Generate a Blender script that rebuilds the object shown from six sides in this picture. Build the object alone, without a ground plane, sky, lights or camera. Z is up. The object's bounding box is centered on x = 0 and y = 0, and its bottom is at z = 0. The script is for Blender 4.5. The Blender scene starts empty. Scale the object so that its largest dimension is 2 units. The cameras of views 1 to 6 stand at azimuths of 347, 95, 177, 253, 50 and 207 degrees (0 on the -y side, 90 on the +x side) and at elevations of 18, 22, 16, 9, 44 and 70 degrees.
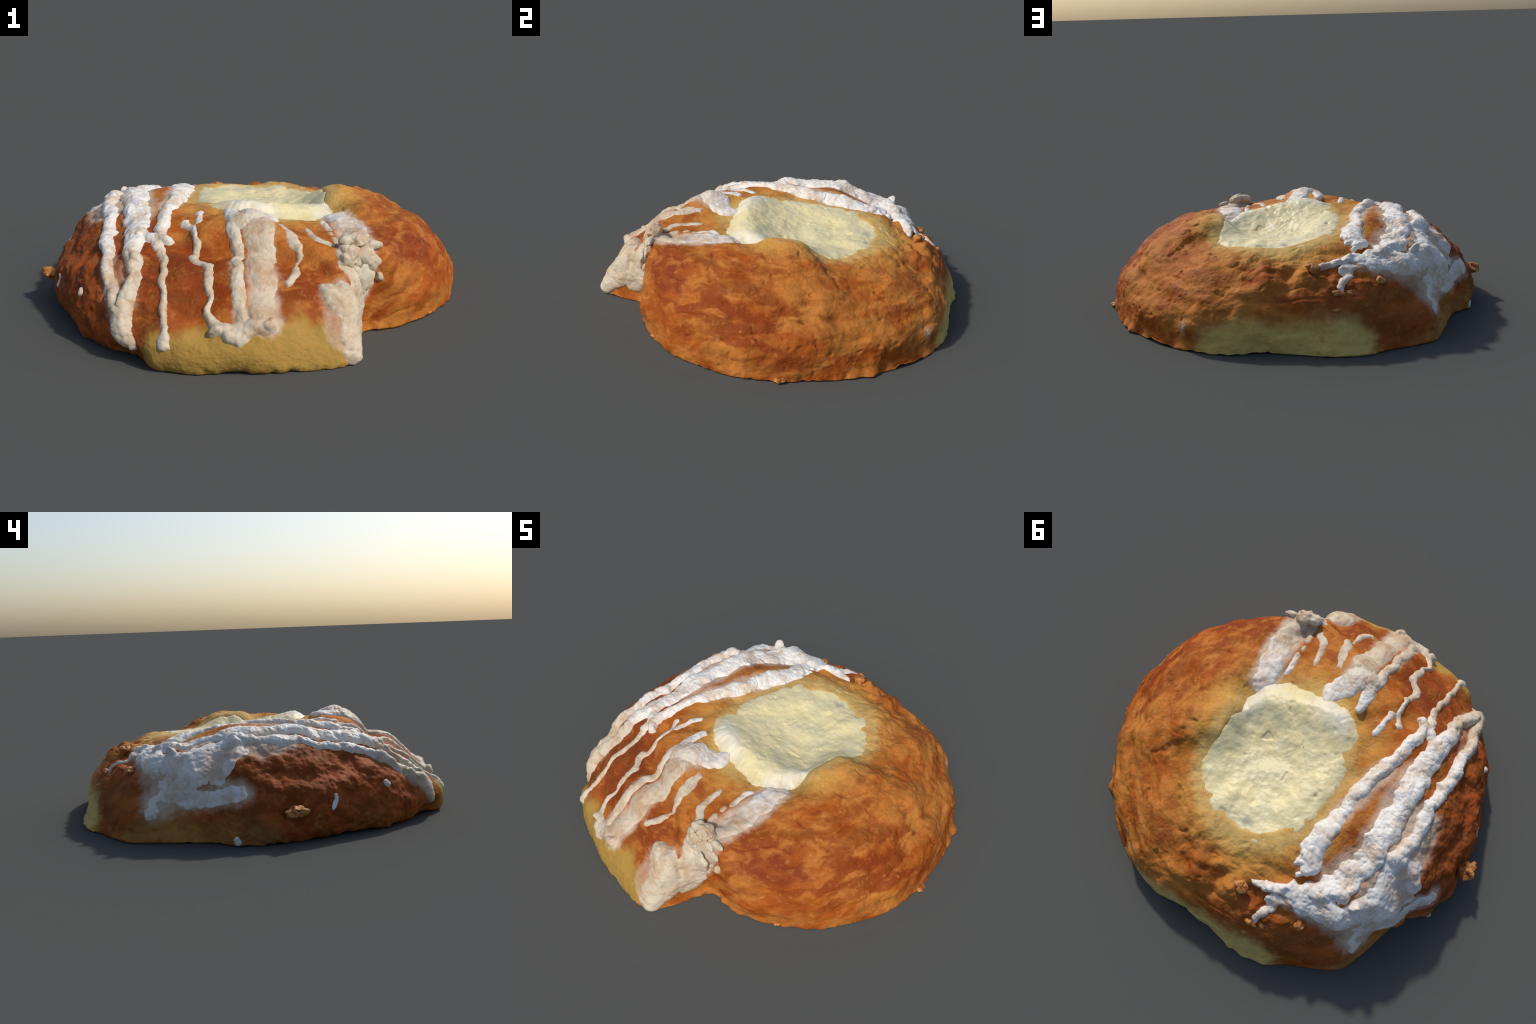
"""A cheese-filled sweet pastry: round glossy bun with a folded tail and a
notch at the front, a cream-cheese dish on top and drizzled sugar icing."""
import bpy, math
import numpy as np
from mathutils import Vector, Matrix
from mathutils.bvhtree import BVHTree

# ----------------------------------------------------------------- noise
def _hash(ix, iy, iz, seed):
    h = (ix * 374761393 + iy * 668265263 + iz * 2147483647 + seed * 974634777) & 0xFFFFFFFF
    h = ((h ^ (h >> 13)) * 1274126177) & 0xFFFFFFFF
    h = ((h ^ (h >> 16)) * 2246822519) & 0xFFFFFFFF
    return (h ^ (h >> 15)) & 0xFFFFFFFF

def noise(P, freq=1.0, seed=0):
    """Gradient noise, about -1..1, on an (n,3) array."""
    p = np.asarray(P, float) * freq + 100.37
    i = np.floor(p).astype(np.int64)
    f = p - i
    u = f * f * f * (f * (f * 6 - 15) + 10)
    out = 0.0
    for dx in (0, 1):
        for dy in (0, 1):
            for dz in (0, 1):
                h = _hash(i[:, 0] + dx, i[:, 1] + dy, i[:, 2] + dz, seed)
                a = h / 4294967296.0 * 2 * np.pi
                b = ((h * 2654435761) & 0xFFFFFFFF) / 4294967296.0 * 2 - 1
                s = np.sqrt(1 - b * b)
                g = (s * np.cos(a) * (f[:, 0] - dx) + s * np.sin(a) * (f[:, 1] - dy) + b * (f[:, 2] - dz))
                w = (u[:, 0] if dx else 1 - u[:, 0]) * (u[:, 1] if dy else 1 - u[:, 1]) * (u[:, 2] if dz else 1 - u[:, 2])
                out = out + w * g
    return out * 1.6

def fbm(P, freq, seed, octaves=3, gain=0.5):
    out, a = 0.0, 1.0
    for k in range(octaves):
        out = out + a * noise(P, freq * 2.03 ** k, seed + 17 * k)
        a *= gain
    return out

def smooth(a, b, x):
    t = np.clip((x - a) / (b - a), 0, 1)
    return t * t * (3 - 2 * t)

def seg_dist(P, line):
    """Distance of points from a polyline of control points."""
    best = np.full(len(P), 9.0)
    L = [np.array(p, float) for p in line]
    if len(L) == 1:
        return np.linalg.norm(P - L[0], axis=1)
    for a, b in zip(L[:-1], L[1:]):
        ab = b - a
        t = np.clip((P - a) @ ab / (ab @ ab), 0, 1)
        best = np.minimum(best, np.linalg.norm(P - a - t[:, None] * ab, axis=1))
    return best

# ------------------------------------------------------------ bun profile
# foot of the bun: azimuth (degrees, 0 on +x), radius where it meets the table
FOOT = [(-180, .872), (-169, .877), (-156, .886), (-145, .885), (-134, .905), (-127, .95),
        (-119, .942), (-111, .932), (-103, .925), (-97, .933), (-89, .947), (-82, .964),
        (-78, .955), (-74, .895), (-70, .80), (-65, .732), (-60, .742), (-54, .81),
        (-45, .838), (-39, .879), (-31, .905), (-24, .935), (-17, .957), (-7, .982), (0, .982),
        (5, .99), (12, .976), (19, .986), (27, .977), (35, .978), (44, .982), (52, .977),
        (60, .966), (67, .953), (72, .918), (78, .895), (85, .902), (90, .927), (97, .962),
        (106, .984), (112, .966), (117, .98), (123, .995), (127, 1.01), (134, .955),
        (143, .906), (150, .884), (157, .945), (165, .93), (172, .885), (180, .872)]
# one cross-section every 15 degrees from -180:
# crest radius, crest height, squareness of the shoulder, overhang of the side
SECTION = [(.429, .490, 2.06, .073), (.393, .476, 2.17, .064), (.357, .473, 2.46, .064),
           (.323, .469, 2.25, .072), (.333, .492, 1.67, .059), (.406, .503, 1.41, .074),
           (.522, .469, 1.30, .039), (.651, .407, 1.55, .007), (.738, .387, 2.33, .001),
           (.661, .400, 2.55, .007), (.559, .424, 2.24, .011), (.475, .443, 1.98, .011),
           (.426, .459, 1.88, .006), (.411, .451, 1.96, -.001), (.403, .385, 2.07, -.001),
           (.409, .367, 2.07, -.009), (.422, .397, 2.24, -.008), (.418, .401, 2.39, .006),
           (.416, .418, 2.16, -.006), (.431, .431, 2.09, -.027), (.465, .447, 2.37, -.032),
           (.495, .475, 2.23, -.031), (.501, .506, 2.11, -.007), (.460, .498, 1.88, .043)]

def dish(x, y):
    bowl = np.exp(-((x - .06) / .22) ** 2 - ((y - .14) / .26) ** 2)
    return .428 - .18 * x - .03 * y - .020 * bowl

# cheese rim seen from above
CHEESE = [(.30, -.25), (.19, -.285), (.08, -.295), (-.01, -.285), (-.11, -.26), (-.18, -.21),
          (-.235, -.14), (-.255, -.05), (-.25, .07), (-.23, .17), (-.21, .25), (-.19, .34),
          (-.13, .43), (-.04, .52), (.09, .53), (.19, .50), (.27, .45), (.36, .37), (.41, .29),
          (.42, .21), (.39, .13), (.382, .06), (.374, -.04), (.365, -.15)]

# relief worked into the dough: (polyline, reach, push along the surface normal)
RELIEF = [
    # broad form: settled iced shoulder and tail, filled flanks, flatter lobe
    ([(-.50, -.66, .31), (-.60, -.35, .42), (-.60, -.1, .45), (-.52, .1, .48), (-.45, .37, .47), (-.32, .58, .43)], .16, -.036),
    ([(-.45, -.55, .40), (-.27, -.53, .43), (-.05, -.62, .42), (.13, -.74, .34)], .12, -.028),
    ([(-.3, -.15, .48), (-.25, .15, .47), (-.2, .35, .45)], .07, -.012),
    ([(-.73, .46, .12), (-.68, .49, .27)], .09, .048), ([(-.46, .84, .07)], .10, .018),
    ([(.28, .87, .11)], .10, .018), ([(.59, -.60, .14)], .10, .034), ([(-.15, .93, .06)], .08, .014),
    ([(.40, .40, .35), (.48, .54, .32)], .09, .024), ([(-.48, .75, .28), (-.10, .72, .35)], .08, -.02),
    ([(.33, -.28, .39), (.32, -.46, .39)], .08, .040), ([(.39, -.03, .43)], .06, .016), ([(.45, -.57, .38), (.55, -.50, .38)], .08, -.030),
    ([(.55, -.38, .41), (.68, -.17, .39), (.62, .07, .42), (.75, .16, .35), (.81, .32, .26)], .10, -.012),
    ([(.81, .32, .25)], .05, -.016), ([(-.40, -.33, .45)], .06, -.014), ([(.17, -.79, .29)], .05, -.016),
    ([(.38, .74, .28), (.12, .58, .38), (-.13, .63, .39)], .07, -.024), ([(-.58, .74, .21)], .08, -.022),
    ([(-.62, -.68, .21), (-.35, -.76, .27), (-.12, -.81, .26)], .09, -.020), ([(-.68, -.50, .30)], .07, -.012),
    ([(.34, -.67, .14)], .05, .018), ([(-.90, -.24, .09)], .10, -.016), ([(-.58, -.02, .46)], .08, .012),
    ([(-.47, .36, .47), (-.42, .50, .45)], .08, -.024), ([(-.40, -.34, .45)], .07, -.014),
    ([(-.54, .75, .26), (-.36, .74, .35)], .08, -.020), ([(-.60, -.70, .20), (-.40, -.80, .20), (-.25, -.86, .17)], .08, -.014),
    ([(-.26, .05, .48), (-.24, .25, .46)], .05, -.014),
    ([(-.57, .72, .26)], .08, -.014), ([(-.60, -.70, .22)], .08, -.012), ([(-.38, -.38, .44)], .06, -.014),
    ([(.16, -.77, .31)], .05, -.014),
    ([(-.56, -.42, .41)], .08, .014), ([(-.70, -.20, .38)], .07, .010), ([(.55, -.04, .43)], .07, .014),
    ([(.46, .80, .09), (.75, .55, .11)], .08, .009), ([(.25, .78, .28)], .07, -.012),
    ([(-.30, .83, .24)], .07, -.014), ([(-.38, .72, .35), (-.18, .70, .36)], .05, .012),
    ([(-.31, .18, .48), (-.24, .36, .46)], .05, -.012), ([(-.47, .40, .47)], .05, -.010), ([(-.40, -.38, .44)], .05, -.014),
    # ledge across the tail: hollow above it, lip below it
    ([(-.40, -.47, .44), (-.28, -.57, .41), (-.15, -.60, .42), (-.02, -.66, .39), (.12, -.72, .34)], .05, -.026),
    ([(-.44, -.52, .40), (-.33, -.65, .36), (-.20, -.70, .34), (-.08, -.75, .32), (.06, -.78, .28)], .045, .004),
    # seam where the tail tucks against the big lobe
    ([(.33, -.45, .39), (.24, -.60, .39), (.22, -.68, .33)], .045, -.020),
    ([(.36, -.62, .36), (.42, -.58, .37)], .05, .010),
    # hollow beside the cheese, rim bump, lump on the far rim
    ([(-.19, -.25, .47), (-.21, -.23, .47)], .03, -.020),
    ([(.455, .10, .457), (.47, .05, .45)], .05, .012),
    ([(.19, .64, .36), (.19, .70, .34), (.18, .76, .30)], .05, .030),
    ([(.08, .73, .36), (.09, .80, .30)], .03, -.032),
    ([(.03, .74, .35), (-.01, .77, .33)], .03, .024),
    # furrows in the crust by the far rim
    ([(-.12, .60, .43), (-.25, .60, .42), (-.33, .57, .43)], .025, -.022),
    ([(-.36, -.05, .49), (-.26, .28, .46)], .03, -.006),
    ([(.56, .62, .32), (.64, .50, .33), (.70, .40, .34)], .025, -.010),
    ([(.52, .42, .38), (.56, .32, .40)], .03, -.012),
    ([(.86, .05, .28), (.88, .20, .25), (.83, .36, .26)], .02, -.006),
    # shelf on the dark side
    ([(-.80, .22, .31), (-.86, .02, .28), (-.84, -.10, .30)], .035, -.014),
    ([(-.88, .20, .24), (-.92, .02, .22), (-.89, -.14, .24)], .04, .012),
    ([(-.85, -.20, .26)], .03, .018),
    # dents in the front foot
    ([(-.42, -.82, .17)], .035, -.012), ([(-.38, -.84, .15)], .02, -.012),
    ([(.10, -.86, .22)], .02, -.010), ([(-.62, -.70, .04), (-.70, -.60, .03)], .04, -.03),
]

def catmull(v, az):
    v = np.asarray(v, float)
    x = (az + 180) / 15
    i = np.floor(x).astype(int)
    f = x - i
    n = len(v)
    a, b, c, d = [v[(i + j) % n] for j in (-1, 0, 1, 2)]
    return .5 * (2 * b + (c - a) * f + (2 * a - 5 * b + 4 * c - d) * f ** 2 + (3 * b - a - 3 * c + d) * f ** 3)

NA, NS, NI = 1200, 200, 130

def bun_grid():
    az = np.arange(NA) * 360.0 / NA - 180
    rad = np.radians(az)
    foot = np.interp(az, [f[0] for f in FOOT], [f[1] for f in FOOT])
    kern = np.exp(-(np.arange(-12, 13) / 5.0) ** 2)
    foot = np.convolve(np.pad(foot, 12, 'wrap'), kern / kern.sum(), 'valid')
    sec = np.array(SECTION)
    rc, zc, sq, ov = [catmull(sec[:, k], az)[:, None] for k in range(4)]
    a = np.linspace(0, 1, NS)[None] * np.pi / 2
    zr = np.sin(a) ** (2 / sq)
    r = rc + (foot[:, None] - rc) * np.cos(a) ** (2 / sq) + ov * np.sin(np.pi * zr ** .6)
    z = zc * zr
    c, s = np.cos(rad)[:, None], np.sin(rad)[:, None]
    side = np.stack([r * c, r * s, z], -1)
    f = np.linspace(1, 0, NI + 1)[None, 1:]
    ri = rc * f
    w = smooth(.62, 1.0, f)
    x, y = ri * c, ri * s
    zi = dish(x, y) * (1 - w) + zc * w
    top = np.stack([x, y, zi + 0 * ri], -1)
    # underside, pulled in and just off the table
    ff = np.array([.0, .5, .8, .93, .975])[None]
    under = np.stack([foot[:, None] * ff * c, foot[:, None] * ff * s, np.full((NA, 5), .004) + 0 * ff], -1)
    return np.concatenate([under, side, top], 1)

def grid_normals(G):
    du = np.roll(G, -1, 0) - np.roll(G, 1, 0)
    dv = np.gradient(G, axis=1)
    n = np.cross(du, dv)
    l = np.linalg.norm(n, axis=-1, keepdims=True)
    n = n / np.maximum(l, 1e-12)
    n[:, -1] = (0, 0, 1)
    n[:, :5] = (0, 0, -1)
    return n

def grid_faces(na, nv, wrap=True):
    i = np.arange(na if wrap else na - 1)[:, None]
    j = np.arange(nv - 1)[None]
    k = (i + 1) % na
    return np.stack([i * nv + j, k * nv + j, k * nv + j + 1, i * nv + j + 1], -1).reshape(-1, 4)

def make_mesh(name, V, F, mat, parent=None):
    me = bpy.data.meshes.new(name)
    me.from_pydata([tuple(v) for v in V], [], [tuple(f) for f in F])
    me.validate()
    me.update()
    me.polygons.foreach_set("use_smooth", np.ones(len(me.polygons), bool))
    me.materials.append(mat)
    ob = bpy.data.objects.new(name, me)
    bpy.context.scene.collection.objects.link(ob)
    ob.parent = parent
    return ob

# -------------------------------------------------------------- materials
class Nodes:
    def __init__(self, name):
        self.mat = bpy.data.materials.new(name)
        self.mat.use_nodes = True
        self.t = self.mat.node_tree
        self.bsdf = self.t.nodes["Principled BSDF"]
        self.pos = self.t.nodes.new("ShaderNodeTexCoord").outputs["Object"]

    def link(self, a, b):
        if isinstance(a, bpy.types.NodeSocket):
            self.t.links.new(a, b)
        else:
            b.default_value = a

    def math(self, op, a, b=0.0, c=0.0, clamp=False):
        n = self.t.nodes.new("ShaderNodeMath")
        n.operation = op
        n.use_clamp = clamp
        for s, v in zip(n.inputs, (a, b, c)):
            self.link(v, s)
        return n.outputs[0]

    def vec(self, op, a, b=(0, 0, 0), scale=None):
        n = self.t.nodes.new("ShaderNodeVectorMath")
        n.operation = op
        self.link(a, n.inputs[0])
        self.link(b, n.inputs[1])
        if scale is not None:
            self.link(scale, n.inputs["Scale"])
        return n.outputs["Value"] if op in ("DOT_PRODUCT", "LENGTH", "DISTANCE") else n.outputs[0]

    def noise(self, scale, detail=4, rough=.55, vector=None, distort=0.0, color=False):
        n = self.t.nodes.new("ShaderNodeTexNoise")
        n.inputs["Scale"].default_value = scale
        n.inputs["Detail"].default_value = detail
        n.inputs["Roughness"].default_value = rough
        n.inputs["Distortion"].default_value = distort
        self.link(self.pos if vector is None else vector, n.inputs["Vector"])
        return n.outputs["Color" if color else "Fac"]

    def ramp(self, v, lo, hi, a=0.0, b=1.0):
        n = self.t.nodes.new("ShaderNodeMapRange")
        n.interpolation_type = 'SMOOTHSTEP'
        for k, x in zip(("Value", "From Min", "From Max", "To Min", "To Max"), (v, lo, hi, a, b)):
            self.link(x, n.inputs[k])
        return n.outputs[0]

    def mix(self, fac, a, b, mode='MIX'):
        n = self.t.nodes.new("ShaderNodeMix")
        n.data_type = 'RGBA'
        n.blend_type = mode
        n.clamp_factor = True
        self.link(fac, n.inputs[0])
        for v, s in ((a, n.inputs[6]), (b, n.inputs[7])):
            self.link(v if isinstance(v, bpy.types.NodeSocket) else (*v, 1.0), s)
        return n.outputs[2]

    def near(self, line, inner, outer, P):
        """1 within `inner` of the polyline, fading to 0 at `outer`."""
        best = None
        L = [Vector(p) for p in line]
        if len(L) == 1:
            best = self.vec("DISTANCE", P, tuple(L[0]))
        for a, b in zip(L[:-1], L[1:]):
            ab = b - a
            d = self.vec("SUBTRACT", P, tuple(a))
            t = self.math("MULTIPLY", self.vec("DOT_PRODUCT", d, tuple(ab)), 1 / ab.length_squared, clamp=True)
            q = self.vec("LENGTH", self.vec("SUBTRACT", d, self.vec("SCALE", tuple(ab), scale=t)))
            best = q if best is None else self.math("MINIMUM", best, q)
        return self.ramp(best, inner, outer, 1.0, 0.0)

    def most(self, *masks):
        out = masks[0]
        for m in masks[1:]:
            out = self.math("MAXIMUM", out, m)
        return out

    def bump(self, h, strength, dist):
        n = self.t.nodes.new("ShaderNodeBump")
        n.inputs["Strength"].default_value = strength
        n.inputs["Distance"].default_value = dist
        self.link(h, n.inputs["Height"])
        self.link(n.outputs[0], self.bsdf.inputs["Normal"])

    def finish(self, color, rough, spec=.3):
        self.link(color if isinstance(color, bpy.types.NodeSocket) else (*color, 1), self.bsdf.inputs["Base Color"])
        self.link(rough, self.bsdf.inputs["Roughness"])
        self.bsdf.inputs["Specular IOR Level"].default_value = spec
        return self.mat

GOLD = (.48, .175, .035)
AMBER = (.355, .088, .013)
RUST = (.21, .036, .008)
STRAW = (.55, .25, .055)
PALE = (.63, .455, .145)
COCOA = (.16, .036, .009)
GLAZE = (.56, .44, .33)
WHITE = (.72, .69, .64)
CREAM = (.78, .71, .46)

def dough_material(films):
    m = Nodes("baked_dough")
    warp = m.vec("SCALE", m.vec("SUBTRACT", m.noise(5, 3, color=True), (.5, .5, .5)), scale=.16)
    P = m.vec("ADD", m.pos, warp)
    fine = m.vec("ADD", m.pos, m.vec("SCALE", m.vec("SUBTRACT", m.noise(14, 3, color=True), (.5, .5, .5)), scale=.05))
    # streaks running round the bun
    sep = m.t.nodes.new("ShaderNodeSeparateXYZ")
    m.link(P, sep.inputs[0])
    r = m.vec("LENGTH", m.vec("MULTIPLY", P, (1, 1, 0)))
    comb = m.t.nodes.new("ShaderNodeCombineXYZ")
    m.link(m.math("MULTIPLY", m.math("DIVIDE", sep.outputs[0], r), 1.3), comb.inputs[0])
    m.link(m.math("MULTIPLY", m.math("DIVIDE", sep.outputs[1], r), 1.3), comb.inputs[1])
    m.link(m.math("MULTIPLY", m.math("SUBTRACT", r, sep.outputs[2]), 3.0), comb.inputs[2])
    streak = m.noise(2.6, 5, .6, comb.outputs[0])
    blot = m.noise(4.5, 5, .6)
    speck = m.noise(26, 4, .65)
    tone = m.math("ADD", m.math("MULTIPLY", streak, .65), m.math("MULTIPLY", blot, .35))
    col = m.mix(m.ramp(tone, .42, .55), AMBER, GOLD)
    col = m.mix(m.math("MULTIPLY", m.ramp(tone, .56, .70), .6), col, STRAW)
    # browner shoulder of the big lobe and of the tail
    lobe = m.near([(.50, -.56, .36), (.72, -.40, .30), (.85, -.15, .25), (.90, .1, .2)], .04, .36, P)
    lobe = m.most(lobe, m.math("MULTIPLY", m.near([(.60, -.15, .42), (.68, .02, .40)], .03, .18, P), .8))
    tail = m.near([(-.55, -.45, .42), (-.35, -.66, .34), (-.10, -.74, .32), (.10, -.78, .28)], .07, .24, P)
    mott = m.noise(4.2, 5, .58, comb.outputs[0])
    big = m.noise(2.4, 3, .55, comb.outputs[0])
    brown = m.most(m.math("MULTIPLY", m.ramp(big, .52, .66), m.ramp(mott, .36, .58, .2, .8)), m.math("MULTIPLY", lobe, m.ramp(mott, .38, .56)), m.math("MULTIPLY", tail, m.ramp(mott, .32, .52)))
    col = m.mix(m.math("MULTIPLY", brown, .85), col, RUST)
    plum = m.most(m.near([(-.46, -.50, .41), (-.36, -.60, .38)], .02, .12, P), m.near([(.50, -.58, .33), (.70, -.44, .32)], .01, .13, P))
    col = m.mix(m.math("MULTIPLY", plum, m.ramp(blot, .35, .60, .2, .75)), col, (.18, .030, .012))
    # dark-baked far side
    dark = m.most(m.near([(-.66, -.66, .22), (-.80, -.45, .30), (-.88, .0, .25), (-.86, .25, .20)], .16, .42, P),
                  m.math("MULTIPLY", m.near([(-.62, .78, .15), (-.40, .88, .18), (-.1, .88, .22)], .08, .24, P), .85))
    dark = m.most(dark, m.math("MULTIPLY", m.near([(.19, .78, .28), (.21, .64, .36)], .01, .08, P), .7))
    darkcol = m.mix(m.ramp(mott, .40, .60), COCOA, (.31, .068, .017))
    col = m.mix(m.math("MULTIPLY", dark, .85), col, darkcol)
    # buttery ring round the cheese, palest where it soaked into the dough
    oval = m.vec("LENGTH", m.vec("MULTIPLY", m.vec("SUBTRACT", P, (.085, .12, 0)), (1 / .335, 1 / .41, 0)))
    col = m.mix(m.math("MULTIPLY", m.ramp(oval, 1.10, 1.55, 1, 0), m.ramp(blot, .30, .62, .25, .85)), col, (.56, .31, .070))
    col = m.mix(m.math("MULTIPLY", m.ramp(oval, 1.02, 1.20, 1, 0), m.ramp(speck, .3, .6, .35, .85)), col, (.58, .40, .145))
    # underbaked foot, front and back
    foot = m.near([(-.52, -.84, .05), (-.25, -.91, .06), (.02, -.94, .06)], .07, .18, P)
    foot = m.most(foot, m.near([(-.03, -.91, .16), (-.16, -.91, .14)], .02, .12, P))
    grain = m.noise(16, 5, .65)
    foot = m.ramp(m.math("ADD", foot, m.math("MULTIPLY", m.math("SUBTRACT", grain, .5), .8)), .08, .95)
    col = m.mix(m.math("MULTIPLY", foot, .92), col, (.37, .235, .056))
    back = m.near([(.40, .88, .03), (.1, .92, .05), (-.20, .96, .05)], .04, .20, P)
    back = m.ramp(m.math("ADD", back, m.math("MULTIPLY", m.math("SUBTRACT", grain, .5), .7)), .05, 1.0)
    col = m.mix(m.math("MULTIPLY", back, .95), col, PALE)
    edge = m.near([(-.62, .80, .02), (-.75, .52, .03), (-.9, .25, .03)], .03, .12, P)
    col = m.mix(m.math("MULTIPLY", edge, .35), col, (.42, .26, .08))
    # crust speckle
    col = m.mix(m.ramp(speck, .54, .72, 0, .40), col, (.54, .24, .065))
    col = m.mix(m.ramp(speck, .44, .28, 0, .45), col, m.mix(.5, col, (.14, .035, .01)))
    # thin dried glaze soaking into the crust
    film = m.most(*[m.math("MULTIPLY", m.near(l, i, o, fine), s) for l, i, o, s in films])
    film = m.ramp(m.math("ADD", film, m.math("MULTIPLY", m.math("SUBTRACT", grain, .5), .9)), .12, .95, 0, .9)
    col = m.mix(film, col, GLAZE)
    m.bump(m.math("ADD", m.noise(38, 5, .65), m.math("MULTIPLY", m.noise(130, 3, .6), .4)), .38, .010)
    return m.finish(col, m.ramp(blot, .3, .7, .55, .7), .06)

def icing_material():
    m = Nodes("sugar_icing")
    n = m.noise(11, 4, .6)
    n2 = m.noise(34, 4, .6)
    patch = m.math("ADD", m.math("MULTIPLY", n, .7), m.math("MULTIPLY", n2, .3))
    warp = m.vec("SCALE", m.vec("SUBTRACT", m.noise(9, 3, color=True), (.5, .5, .5)), scale=.10)
    P = m.vec("ADD", m.pos, warp)
    thin = m.most(*[m.near(p, .6 * max(h), 1.5 * max(h), P) for kind, p, h, t in STROKES if kind == "thin"])
    col = m.mix(m.ramp(patch, .38, .56), (.61, .49, .38), WHITE)
    film = m.mix(m.ramp(patch, .38, .58), (.56, .41, .30), (.70, .63, .56))
    col = m.mix(m.math("MULTIPLY", thin, .85), col, film)
    # front drips tinted creamier and darker than the layer on top
    sep = m.t.nodes.new("ShaderNodeSeparateXYZ")
    m.link(m.pos, sep.inputs[0])
    drip = m.ramp(m.math("ADD", sep.outputs[1], m.math("MULTIPLY", n, .15)), -.46, -.20, 1.0, 0.0)
    col = m.mix(drip, col, m.mix(1.0, col, (.79, .71, .58), 'MULTIPLY'))
    m.bump(m.math("ADD", m.noise(30, 4, .55), m.math("MULTIPLY", m.noise(90, 3), .3)), .4, .008)
    return m.finish(col, .5, .25)

def cheese_material():
    m = Nodes("baked_cream_cheese")
    n = m.noise(7, 5, .6)
    col = m.mix(m.ramp(n, .36, .64), (.62, .555, .325), (.74, .63, .335))
    col = m.mix(m.ramp(m.noise(22, 4, .6), .56, .72, 0, .5), col, (.72, .67, .48))
    # glaze washed over the front lip
    wash = m.near([(.30, -.22, .40), (.36, -.08, .40)], .02, .11, m.pos)
    wash = m.most(wash, m.near([(-.02, -.25, .47), (-.14, -.20, .48)], .03, .13, m.pos))
    col = m.mix(m.math("MULTIPLY", wash, .6), col, (.70, .67, .60))
    oval = m.vec("LENGTH", m.vec("MULTIPLY", m.vec("SUBTRACT", m.pos, (.085, .12, 0)), (1 / .335, 1 / .41, 0)))
    fringe = m.math("MULTIPLY", m.ramp(oval, .86, 1.04), m.ramp(m.noise(15, 4, .6), .42, .60))
    col = m.mix(m.math("MULTIPLY", fringe, .5), col, (.58, .42, .17))
    fleck = m.ramp(m.noise(19, 3, .7), .64, .72)
    col = m.mix(m.math("MULTIPLY", fleck, .2), col, (.46, .43, .30))
    spot = m.near([(-.036, .373, .44)], .006, .022, m.pos)
    col = m.mix(m.math("MULTIPLY", spot, .7), col, (.50, .27, .06))
    blue = m.most(m.near([(.06, .45, .40), (.09, .44, .39)], .008, .035, m.pos),
                  m.math("MULTIPLY", m.near([(.31, .08, .37), (.33, .0, .37)], .02, .08, m.pos), .5))
    col = m.mix(m.math("MULTIPLY", blue, .55), col, (.36, .37, .30))
    m.bump(m.math("ADD", m.noise(30, 5, .6), m.math("MULTIPLY", m.noise(90, 3), .3)), .35, .010)
    return m.finish(col, .45, .35)

def crumb_material():
    m = Nodes("toasted_crumb")
    col = m.mix(m.ramp(m.noise(30, 4, .6), .4, .6), (.30, .085, .018), (.52, .23, .060))
    m.bump(m.noise(60, 4), .4, .008)
    return m.finish(col, .5)

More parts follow.
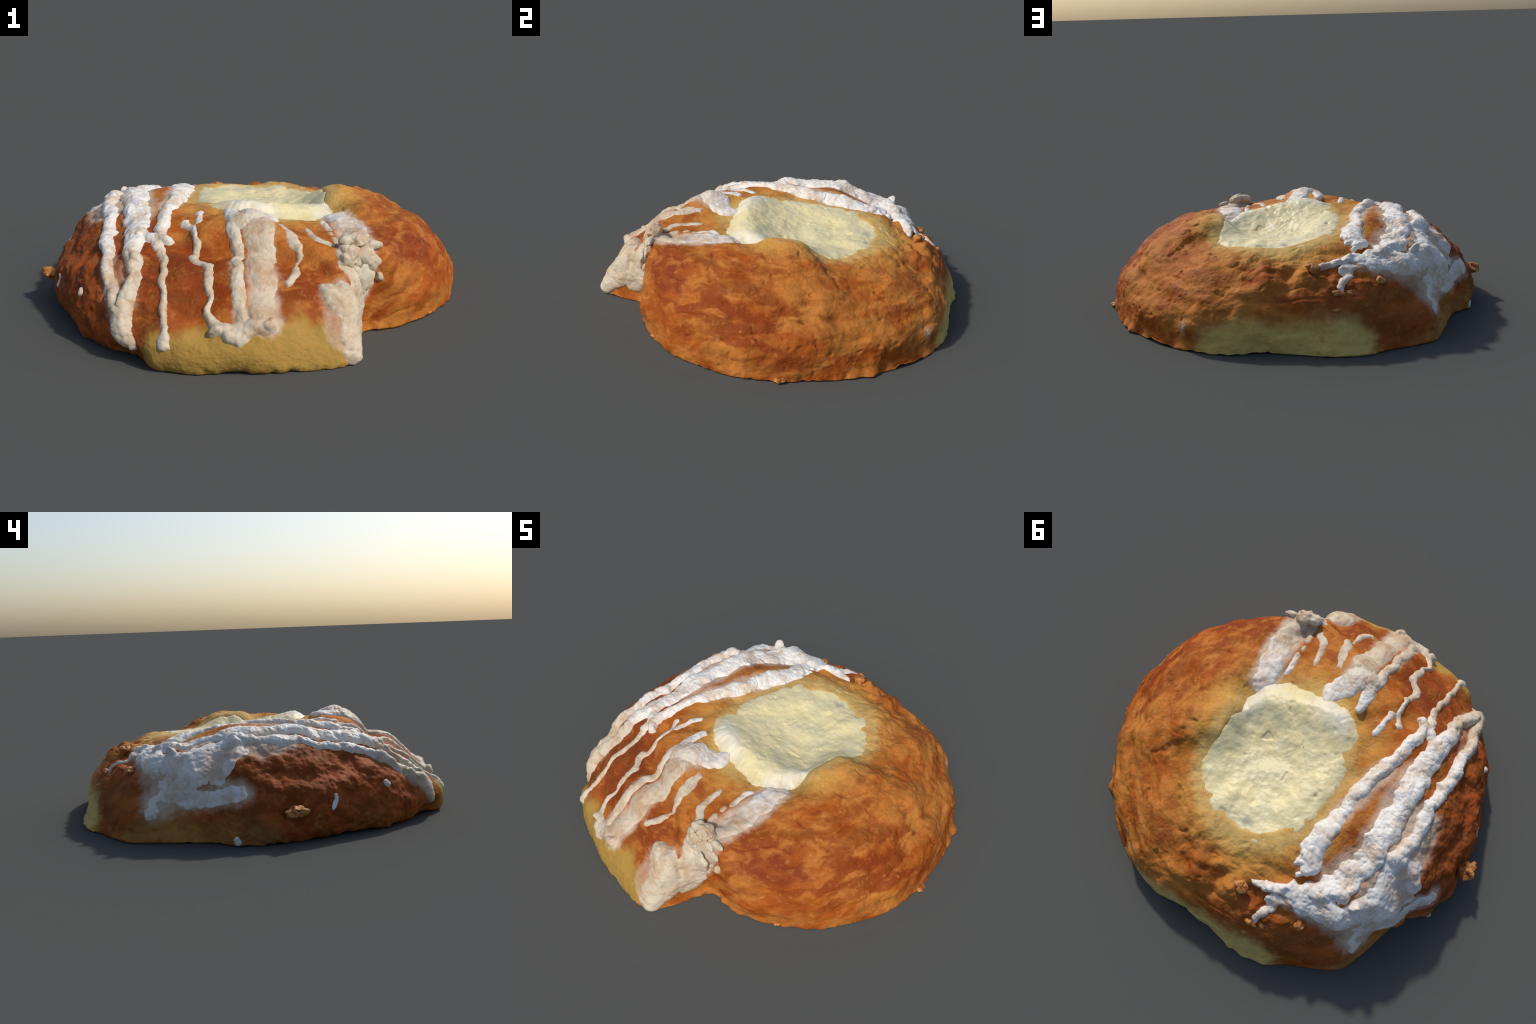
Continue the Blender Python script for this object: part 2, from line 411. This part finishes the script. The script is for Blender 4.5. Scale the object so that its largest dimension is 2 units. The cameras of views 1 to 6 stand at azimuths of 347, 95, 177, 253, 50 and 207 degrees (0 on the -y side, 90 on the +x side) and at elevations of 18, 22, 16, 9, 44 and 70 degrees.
# ------------------------------------------------------- icing lay-down plan
# (kind, control points on the bun, half widths along the stroke, thickness)
STROKES = [
    # outermost drizzle, over the dark shoulder and down the front-left
    ("white", [(-.68, -.71, .07), (-.70, -.66, .14), (-.72, -.56, .23), (-.72, -.42, .32), (-.70, -.21, .39),
               (-.67, -.02, .43), (-.66, .15, .44), (-.63, .30, .45)], [.030, .042, .032, .025, .027, .029, .033, .045], .038),
    # main broad drizzle
    ("white", [(-.68, -.67, .16), (-.67, -.60, .25), (-.63, -.53, .32), (-.61, -.42, .38), (-.59, -.32, .42),
               (-.57, -.18, .44), (-.55, .0, .47), (-.53, .17, .48), (-.51, .32, .48), (-.46, .45, .46),
               (-.40, .56, .43), (-.33, .64, .40)], [.030, .030, .026, .034, .045, .055, .050, .055, .062, .060, .055, .045], .044),
    # inner drizzle beside the cheese
    ("white", [(-.48, -.36, .44), (-.45, -.24, .46), (-.42, -.13, .48), (-.38, -.04, .48), (-.33, .07, .48),
               (-.29, .19, .48), (-.27, .31, .46), (-.26, .41, .45), (-.27, .50, .44)], [.022, .026, .030, .032, .034, .036, .046, .054, .056], .034),
    # thin straight drip with a cross bar
    ("white", [(-.55, -.83, .11), (-.55, -.78, .19), (-.54, -.70, .27), (-.52, -.57, .35), (-.50, -.45, .41), (-.51, -.37, .43)],
     [.022, .014, .017, .016, .018, .020], .018),
    ("white", [(-.55, -.32, .43), (-.50, -.36, .435), (-.45, -.40, .435)], [.026, .030, .020], .030),
    # wavering thin drip
    ("white", [(-.35, -.83, .19), (-.38, -.80, .22), (-.36, -.74, .28), (-.34, -.67, .33), (-.33, -.61, .37),
               (-.36, -.55, .40), (-.36, -.46, .44), (-.36, -.34, .46), (-.37, -.30, .46)],
     [.022, .017, .014, .015, .018, .018, .013, .016, .018], .018),
    ("white", [(-.28, -.19, .47), (-.31, -.33, .46)], [.014, .016], .014),
    # double drip to the foot of the tail
    ("white", [(-.25, -.87, .17), (-.24, -.84, .21), (-.24, -.80, .26), (-.23, -.72, .32), (-.21, -.65, .38),
               (-.20, -.54, .43), (-.18, -.42, .48), (-.17, -.34, .49), (-.16, -.27, .48)],
     [.030, .022, .024, .026, .022, .022, .028, .028, .020], .020),
    ("thin", [(-.16, -.89, .18), (-.15, -.83, .24), (-.12, -.76, .30), (-.11, -.69, .36), (-.095, -.59, .43),
              (-.08, -.50, .47)],
     [.040, .045, .052, .052, .058, .058], .018),
    ("white", [(-.18, -.44, .485), (-.10, -.42, .49), (-.05, -.36, .48), (.0, -.30, .46), (.0, -.25, .46)], [.035, .060, .055, .040, .028], .026),
    # pool where the drips meet
    ("white", [(-.37, -.84, .18), (-.31, -.86, .18), (-.27, -.88, .16), (-.20, -.885, .18), (-.14, -.89, .18)],
     [.020, .028, .042, .034, .030], .026),
    # short crooked drip
    ("white", [(-.04, -.77, .30), (.01, -.73, .34), (.04, -.66, .40), (.04, -.60, .43), (.05, -.52, .45), (.03, -.45, .46)],
     [.014, .018, .018, .024, .022, .016], .016),
    # dabs
    ("white", [(.16, -.56, .41), (.15, -.50, .42), (.15, -.41, .42)], [.018, .014, .012], .012),
    ("white", [(.24, -.44, .40), (.25, -.32, .40)], [.014, .014], .010),
    ("white", [(.25, -.60, .39), (.24, -.54, .40)], [.014, .016], .012),
    ("white", [(.20, -.60, .38), (.16, -.56, .40)], [.016, .016], .010),
    ("thin", [(.24, -.50, .40), (.23, -.47, .40)], [.012, .012], .010),
    # notch: run from the cheese over the lobe edge
    ("thin", [(.33, -.24, .38), (.34, -.34, .38), (.345, -.45, .39), (.33, -.54, .39), (.31, -.62, .39)],
     [.050, .055, .055, .055, .050], .018),
    ("white", [(.30, -.62, .38), (.29, -.67, .33), (.29, -.70, .25), (.28, -.72, .17), (.27, -.76, .10)],
     [.06, .075, .075, .065, .05], .022),
    ("white", [(.14, -.79, .30), (.17, -.81, .26), (.21, -.84, .20), (.22, -.86, .13), (.20, -.91, .07), (.19, -.93, .03)],
     [.035, .060, .070, .070, .065, .045], .032),
    # hook and pool at the far end
    ("white", [(-.08, .69, .37), (-.13, .67, .38), (-.19, .665, .385), (-.235, .64, .395), (-.25, .57, .42)],
     [.020, .026, .030, .022, .022], .028),
    ("thin", [(-.22, .70, .37), (-.18, .76, .33), (-.15, .83, .27)], [.026, .026, .022], .018),
    ("white", [(-.28, .66, .40), (-.36, .66, .40), (-.44, .66, .38), (-.50, .68, .34)], [.040, .060, .060, .050], .026),
    ("white", [(-.63, .30, .44), (-.64, .40, .40), (-.62, .50, .36), (-.56, .60, .35)], [.050, .060, .065, .060], .018),
    ("thin", [(-.72, .28, .38), (-.70, .40, .34), (-.66, .52, .28), (-.62, .62, .22)], [.07, .085, .085, .07], .012),
    ("thin", [(-.56, .68, .31), (-.60, .69, .22), (-.62, .70, .12)], [.040, .035, .026], .014),
    ("white", [(-.67, .56, .17), (-.73, .46, .19), (-.79, .38, .21), (-.84, .33, .23)], [.022, .034, .036, .030], .014),
    ("white", [(-.90, -.07, .20), (-.92, -.08, .17), (-.91, -.05, .14)], [.010, .014, .008], .007),
    ("white", [(-.83, -.36, .215), (-.835, -.375, .20)], [.014, .014], .020),
    # heaped dabs
    ("white", [(-.55, .60, .415), (-.555, .605, .41)], [.022, .020], .070),
    ("white", [(-.355, -.845, .18), (-.345, -.85, .175)], [.022, .022], .052),
    ("white", [(-.15, -.89, .18), (-.13, -.89, .19)], [.022, .022], .046),
    ("white", [(-.29, -.885, .15), (-.27, -.885, .145)], [.036, .036], .030),
    ("white", [(-.15, .67, .38), (-.13, .675, .38)], [.034, .030], .036),
    ("white", [(-.87, .375, .03), (-.875, .37, .015)], [.014, .012], .012),
    ("white", [(.20, -.93, .04), (.195, -.935, .02)], [.032, .030], .030),
]
# soft glaze soaked into the dough: (polyline, inner, outer, strength)
FILMS = [
    ([(-.66, .10, .44), (-.64, .38, .40), (-.60, .56, .32), (-.62, .66, .20)], .05, .17, .85),
    ([(-.66, .56, .18), (-.84, .34, .23)], .03, .10, .7),
    ([(-.54, -.10, .46), (-.50, .33, .48), (-.36, .62, .41)], .05, .12, .75),
    ([(-.40, -.06, .48), (-.26, .34, .46), (-.27, .52, .44)], .03, .09, .7),
    ([(-.70, -.66, .13), (-.71, -.35, .35)], .02, .08, .5),
    ([(-.66, -.60, .24), (-.57, -.20, .44)], .02, .09, .45),
    ([(-.15, -.87, .20), (-.10, -.60, .42), (-.06, -.38, .48)], .04, .10, .75),
    ([(-.24, -.85, .19), (-.20, -.55, .43)], .01, .05, .6),
    ([(.34, -.24, .38), (.34, -.46, .39), (.31, -.62, .38), (.28, -.72, .20)], .05, .12, .8),
    ([(.17, -.82, .26), (.15, -.90, .12)], .06, .11, .55),
    ([(-.25, .68, .38), (-.45, .70, .35), (-.56, .72, .26)], .03, .11, .65),
    ([(.62, .78, .06), (.60, .76, .12)], .01, .06, .5),
]
# heaped dabs of icing standing in the notch: centre, radii
BLOBS = [((.290, -.640, .405), (.058, .040, .036)), ((.365, -.640, .375), (.044, .016, .020)),
         ((.255, -.675, .345), (.060, .030, .055)), ((.335, -.660, .330), (.050, .020, .050)),
         ((.392, -.655, .245), (.020, .022, .022)), ((.290, -.690, .250), (.055, .022, .070))]
# toasted crumbs stuck to the crust: centre, radii
CRUMBS = [((-.950, .12, .145), (.044, .050, .026)), ((-.35, .745, .285), (.026, .022, .018)),
          ((-.20, .810, .255), (.026, .020, .018)), ((-.14, .830, .262), (.030, .022, .016)),
          ((-.03, .715, .352), (.030, .028, .026)), ((.965, .095, .010), (.034, .044, .012)),
          ((.67, -.550, .012), (.026, .024, .010)), ((-.12, .870, .195), (.020, .014, .010))]

# ------------------------------------------------------------------ build
def build():
    root = bpy.data.objects.new("cheese_pastry", None)
    bpy.context.scene.collection.objects.link(root)
    root["label"] = "round golden cheese pastry with white drizzled icing"
    root["category"] = "pastry"

    G = bun_grid()
    N = grid_normals(G)
    nv = G.shape[1]
    base = G.reshape(-1, 3)
    nor = N.reshape(-1, 3)
    P = base.copy()
    rr = np.hypot(P[:, 0], P[:, 1])
    ring = np.stack([P[:, 0] / np.maximum(rr, .05) * 1.4, P[:, 1] / np.maximum(rr, .05) * 1.4,
                     (rr - P[:, 2]) * 3.2], 1)
    az = np.arctan2(P[:, 1], P[:, 0])
    lobe = smooth(-.5, .3, np.cos(az - .25))           # the plain, icing-free half
    rough = .5 + .5 * smooth(-.2, .7, np.cos(az - 1.0))  # bubbly quarter
    crag = smooth(.4, .9, np.cos(az - 3.1)) * smooth(.5, .75, rr)  # craggy dark side
    d = .012 * fbm(P, 4.5, 1, 2) + .011 * lobe * fbm(ring, 1.7, 5, 2)
    d += (.004 + .004 * rough * lobe) * fbm(P, 10, 9, 2) + .0022 * rough * fbm(P, 30, 13, 2) + .0012 * fbm(P, 75, 21, 2)
    d += crag * (.013 * fbm(P, 9, 61, 3) + .003 * fbm(P, 36, 63, 2))
    d -= .004 * lobe * smooth(.28, .0, np.abs(fbm(ring, 1.9, 71, 2)))   # wrinkles along the coil
    torn = np.exp(-(seg_dist(base, [(.24, .68, .35), (.0, .75, .35), (-.25, .78, .32)]) / .09) ** 2)
    d += torn * (.021 * fbm(P, 11, 73, 2) + .004 * fbm(P, 30, 75, 2))
    pits = fbm(P, 17, 31, 2)
    d -= .009 * rough * smooth(.45, 1.0, pits)
    oval = np.hypot((P[:, 0] - .085) / .335, (P[:, 1] - .12) / .41)
    d *= 1 - .8 * smooth(1.15, .92, oval)
    inner = smooth(.92, .74, oval)
    for line, reach, push in RELIEF:
        q = seg_dist(base, line)
        d += push * np.exp(-(q / reach) ** 2)
    foot = smooth(.05, .0, P[:, 2])
    flap = noise(np.stack([np.cos(az) * 13, np.sin(az) * 13, P[:, 2] * 6], 1), 1.6, 41)
    d += foot * (.011 * flap + .004)
    under = np.zeros((NA, nv), bool)
    under[:, :5] = True
    d[under.reshape(-1)] = 0
    level = base + nor * d[:, None]
    V = base + nor * (d - .03 * inner)[:, None]
    V[:, 2] = np.maximum(V[:, 2], .0)
    V = V.reshape(NA, nv, 3)
    V[:, -1] = V[:, -1].mean(0)
    V = V.reshape(-1, 3)
    F = grid_faces(NA, nv)
    dough_mat = dough_material(FILMS)
    make_mesh("dough", V, F, dough_mat, root)

    step = 2
    GV = V.reshape(NA, nv, 3)[::step, 5::step]
    n2 = GV.shape[1]
    SN = N[::step, 5::step].reshape(-1, 3)
    FF = grid_faces(GV.shape[0], n2)
    tree = BVHTree.FromPolygons([Vector(v) for v in GV.reshape(-1, 3)], [tuple(f) for f in FF])

    top_of_dough = BVHTree.FromPolygons([Vector(v) for v in level.reshape(NA, nv, 3)[::step, 5::step].reshape(-1, 3)],
                                        [tuple(f) for f in FF])

    def snap(p):
        loc, _, i, _ = tree.find_nearest(Vector(p))
        return np.array(loc), SN[FF[i][0]]

    # cheese dish -------------------------------------------------------
    cx, cy = .09, .12
    out = np.array(CHEESE)
    oa = np.unwrap(np.arctan2(out[:, 1] - cy, out[:, 0] - cx))
    orr = np.hypot(out[:, 0] - cx, out[:, 1] - cy)
    order = np.argsort(oa)
    NC, NR = 360, 110
    ca = np.linspace(0, 2 * np.pi, NC, endpoint=False)
    R = np.interp(ca, oa[order], orr[order], period=2 * np.pi)
    R = sum(np.roll(R, k) for k in range(-2, 3)) / 5
    wob = noise(np.stack([np.cos(ca) * 6, np.sin(ca) * 6, 0 * ca], 1), 1.2, 77) + \
        .5 * noise(np.stack([np.cos(ca) * 20, np.sin(ca) * 20, 0 * ca], 1), 1.2, 78)
    R = R * (1 + .03 * wob)
    t = np.linspace(0, 1, NR)
    X = cx + R[:, None] * t * np.cos(ca)[:, None]
    Y = cy + R[:, None] * t * np.sin(ca)[:, None]
    C = np.stack([X.ravel(), Y.ravel(), 0 * X.ravel()], 1)
    zb = np.empty(len(C))
    for k, (x, y, _) in enumerate(C):
        h = top_of_dough.ray_cast(Vector((x, y, 2)), Vector((0, 0, -1)))[0]
        zb[k] = h.z if h else .4
    tt = np.tile(t, NC)
    pool = dish(C[:, 0], C[:, 1]) + .004
    top = np.logaddexp((pool - .034) * 110, (zb + .001) * 110) / 110
    edge = np.sqrt(np.clip(1 - ((tt - .90) / .10).clip(0) ** 2, 0, 1))
    z = (zb - .010) * (1 - edge) + top * edge
    lip = seg_dist(C * [1, 1, 0], [(-.10, -.20, 0), (.10, -.18, 0), (.29, -.13, 0)])
    z += .046 * np.exp(-(lip / .13) ** 2) * smooth(1.0, .80, tt)
    far = np.hypot(C[:, 0] - .31, C[:, 1] - .24)
    z += (.008 * np.exp(-(lip / .06) ** 2) + .026 * np.exp(-(far / .09) ** 2)) * edge
    z += (.010 * fbm(C, 6, 51, 2) + .005 * fbm(C, 15, 55, 3) - .006 * smooth(.5, .9, fbm(C, 15, 57, 2))) * edge
    for px, py, pr, pd in [(.07, .45, .022, .010), (-.16, .20, .010, .008), (.32, .08, .04, .012), (.31, -.02, .03, .01),
                           (.20, .02, .12, .014), (-.10, .46, .012, .012), (.05, -.21, .012, .008), (-.2, -.04, .014, .012)]:
        z -= pd * np.exp(-((C[:, 0] - px) ** 2 + (C[:, 1] - py) ** 2) / pr ** 2)
    C[:, 2] = z
    make_mesh("cheese_filling", C, grid_faces(NC, NR), cheese_material(), root)

    # icing ------------------------------------------------------------
    WIDTH, THICK = 1.10, .66

    def poured_line(pts, halves):
        """Smooth path on the crust with a half width at every step."""
        pts = [np.array(p, float) for p in pts]
        ext = [2 * pts[0] - pts[1]] + pts + [2 * pts[-1] - pts[-2]]
        line, par = [], []
        for k in range(len(pts) - 1):
            a, b, c, e = ext[k:k + 4]
            m = max(3, int(np.linalg.norm(c - b) / .012))
            for f in np.arange(m) / m:
                line.append(.5 * (2 * b + (c - a) * f + (2 * a - 5 * b + 4 * c - e) * f ** 2 + (3 * b - a - 3 * c + e) * f ** 3))
                par.append(k + f)
        line.append(pts[-1])
        par.append(len(pts) - 1.0)
        line = np.array([snap(p)[0] for p in line])
        pad = np.pad(line, ((1, 1), (0, 0)), 'edge')
        line = (pad[:-2] + pad[1:-1] + pad[2:]) / 3
        return line, np.interp(par, range(len(halves)), halves)

    # thickness of the icing over every point of the crust, and which pour made it
    depth = np.full(len(V), -.02)
    owner = np.zeros(len(V), int)
    jit = np.stack([fbm(V, 12, 300 + k, 3) for k in range(3)], 1) * .011 + \
        np.stack([noise(V, 55, 330 + k) for k in range(3)], 1) * .0022
    W = V + jit * (1 + 1.1 * smooth(.40, .62, V[:, 1]))[:, None]
    widen = 1 + .24 * fbm(V, 12, 340, 3)
    for k, (kind, pts, halves, thick) in enumerate(STROKES):
        line, half = poured_line(pts, halves)
        lo, hi = line.min(0) - .16, line.max(0) + .16
        sel = np.where(((V > lo) & (V < hi)).all(1))[0]
        Q = W[sel]
        best = np.full(len(Q), 9.0)
        hw = np.full(len(Q), half[0])
        for a, b, h0, h1 in zip(line[:-1], line[1:], half[:-1], half[1:]):
            ab = b - a
            t = np.clip((Q - a) @ ab / max(ab @ ab, 1e-9), 0, 1)
            q = np.linalg.norm(Q - a - t[:, None] * ab, axis=1) / (h0 + (h1 - h0) * t)
            m = q < best
            best[m] = q[m]
            hw[m] = (h0 + (h1 - h0) * t)[m]
        u = best / (WIDTH * widen[sel])
        dome = np.where(u < 1, np.sqrt(np.clip(1 - np.clip(u, 0, 1) ** 2.0, 0, 1)) ** 1.25, 0)
        T = THICK * thick * dome - .5 * hw * np.clip(u - 1, 0, 2) - .0006
        if kind == "thin":
            T = T - (.0065 + .004 * (V[sel, 0] < -.5)) * np.clip(.15 + fbm(V[sel], 9, 370, 3), 0, 1)
        old = depth[sel]
        # soft union so that neighbouring pours flow together
        kk = .006
        hmix = np.clip(.5 + .5 * (T - old) / kk, 0, 1)
        new = old * (1 - hmix) + T * hmix + kk * hmix * (1 - hmix)
        own = owner[sel]
        own[T > old] = k
        owner[sel] = own
        depth[sel] = new
    lumps = .45 * fbm(V, 8, 350, 2) + .16 * fbm(V, 17, 355, 2) + .14 * fbm(V, 40, 360, 2)
    depth = np.where(depth > 0, depth * (1 + lumps) , depth)
    skin = .5 * N.reshape(-1, 3) + .5 * grid_normals(V.reshape(NA, nv, 3)).reshape(-1, 3)
    skin /= np.linalg.norm(skin, axis=1, keepdims=True) + 1e-9
    I = V + skin * np.maximum(depth, -.006)[:, None]
    I[:, 2] = np.maximum(I[:, 2], .0015)
    inorm = grid_normals(I.reshape(NA, nv, 3)).reshape(-1, 3)
    side_ok = (F % nv >= 5).all(1)
    keep = F[(depth[F].max(1) > -.004) & side_ok]
    imat = icing_material()
    group = np.array([s[0] == "thin" for s in STROKES])
    fo = owner[keep[:, 0]]
    for k in np.unique(fo):
        part = keep[fo == k]
        ids, inv = np.unique(part, return_inverse=True)
        ob = make_mesh("icing_glaze" if group[k] else "icing_drizzle", I[ids], inv.reshape(-1, 4), imat, root)
        ob.data.normals_split_custom_set_from_vertices([tuple(n) for n in inorm[ids]])

    import bmesh
    def lump(name, centre, radii, mat, seed, amp, freq):
        bm = bmesh.new()
        bmesh.ops.create_icosphere(bm, subdivisions=5, radius=1)
        U = np.array([v.co[:] for v in bm.verts])
        faces = [[v.index for v in f.verts] for f in bm.faces]
        bm.free()
        Q = U * np.array(radii) + np.array(centre)
        g = 1 + amp * fbm(Q, freq, seed, 3)
        Q = U * np.array(radii) * g[:, None] + np.array(centre)
        Q[:, 2] = np.maximum(Q[:, 2], 0.001)
        make_mesh(name, Q, faces, mat, root)

    for k, (c, r) in enumerate(BLOBS):
        lump("icing_blob", c, r, imat, 700 + k, .46, 15)
    cm = crumb_material()
    for k, (c, r) in enumerate(CRUMBS):
        lump("crumb", c, r, cm, 800 + k, .5, 26)

build()
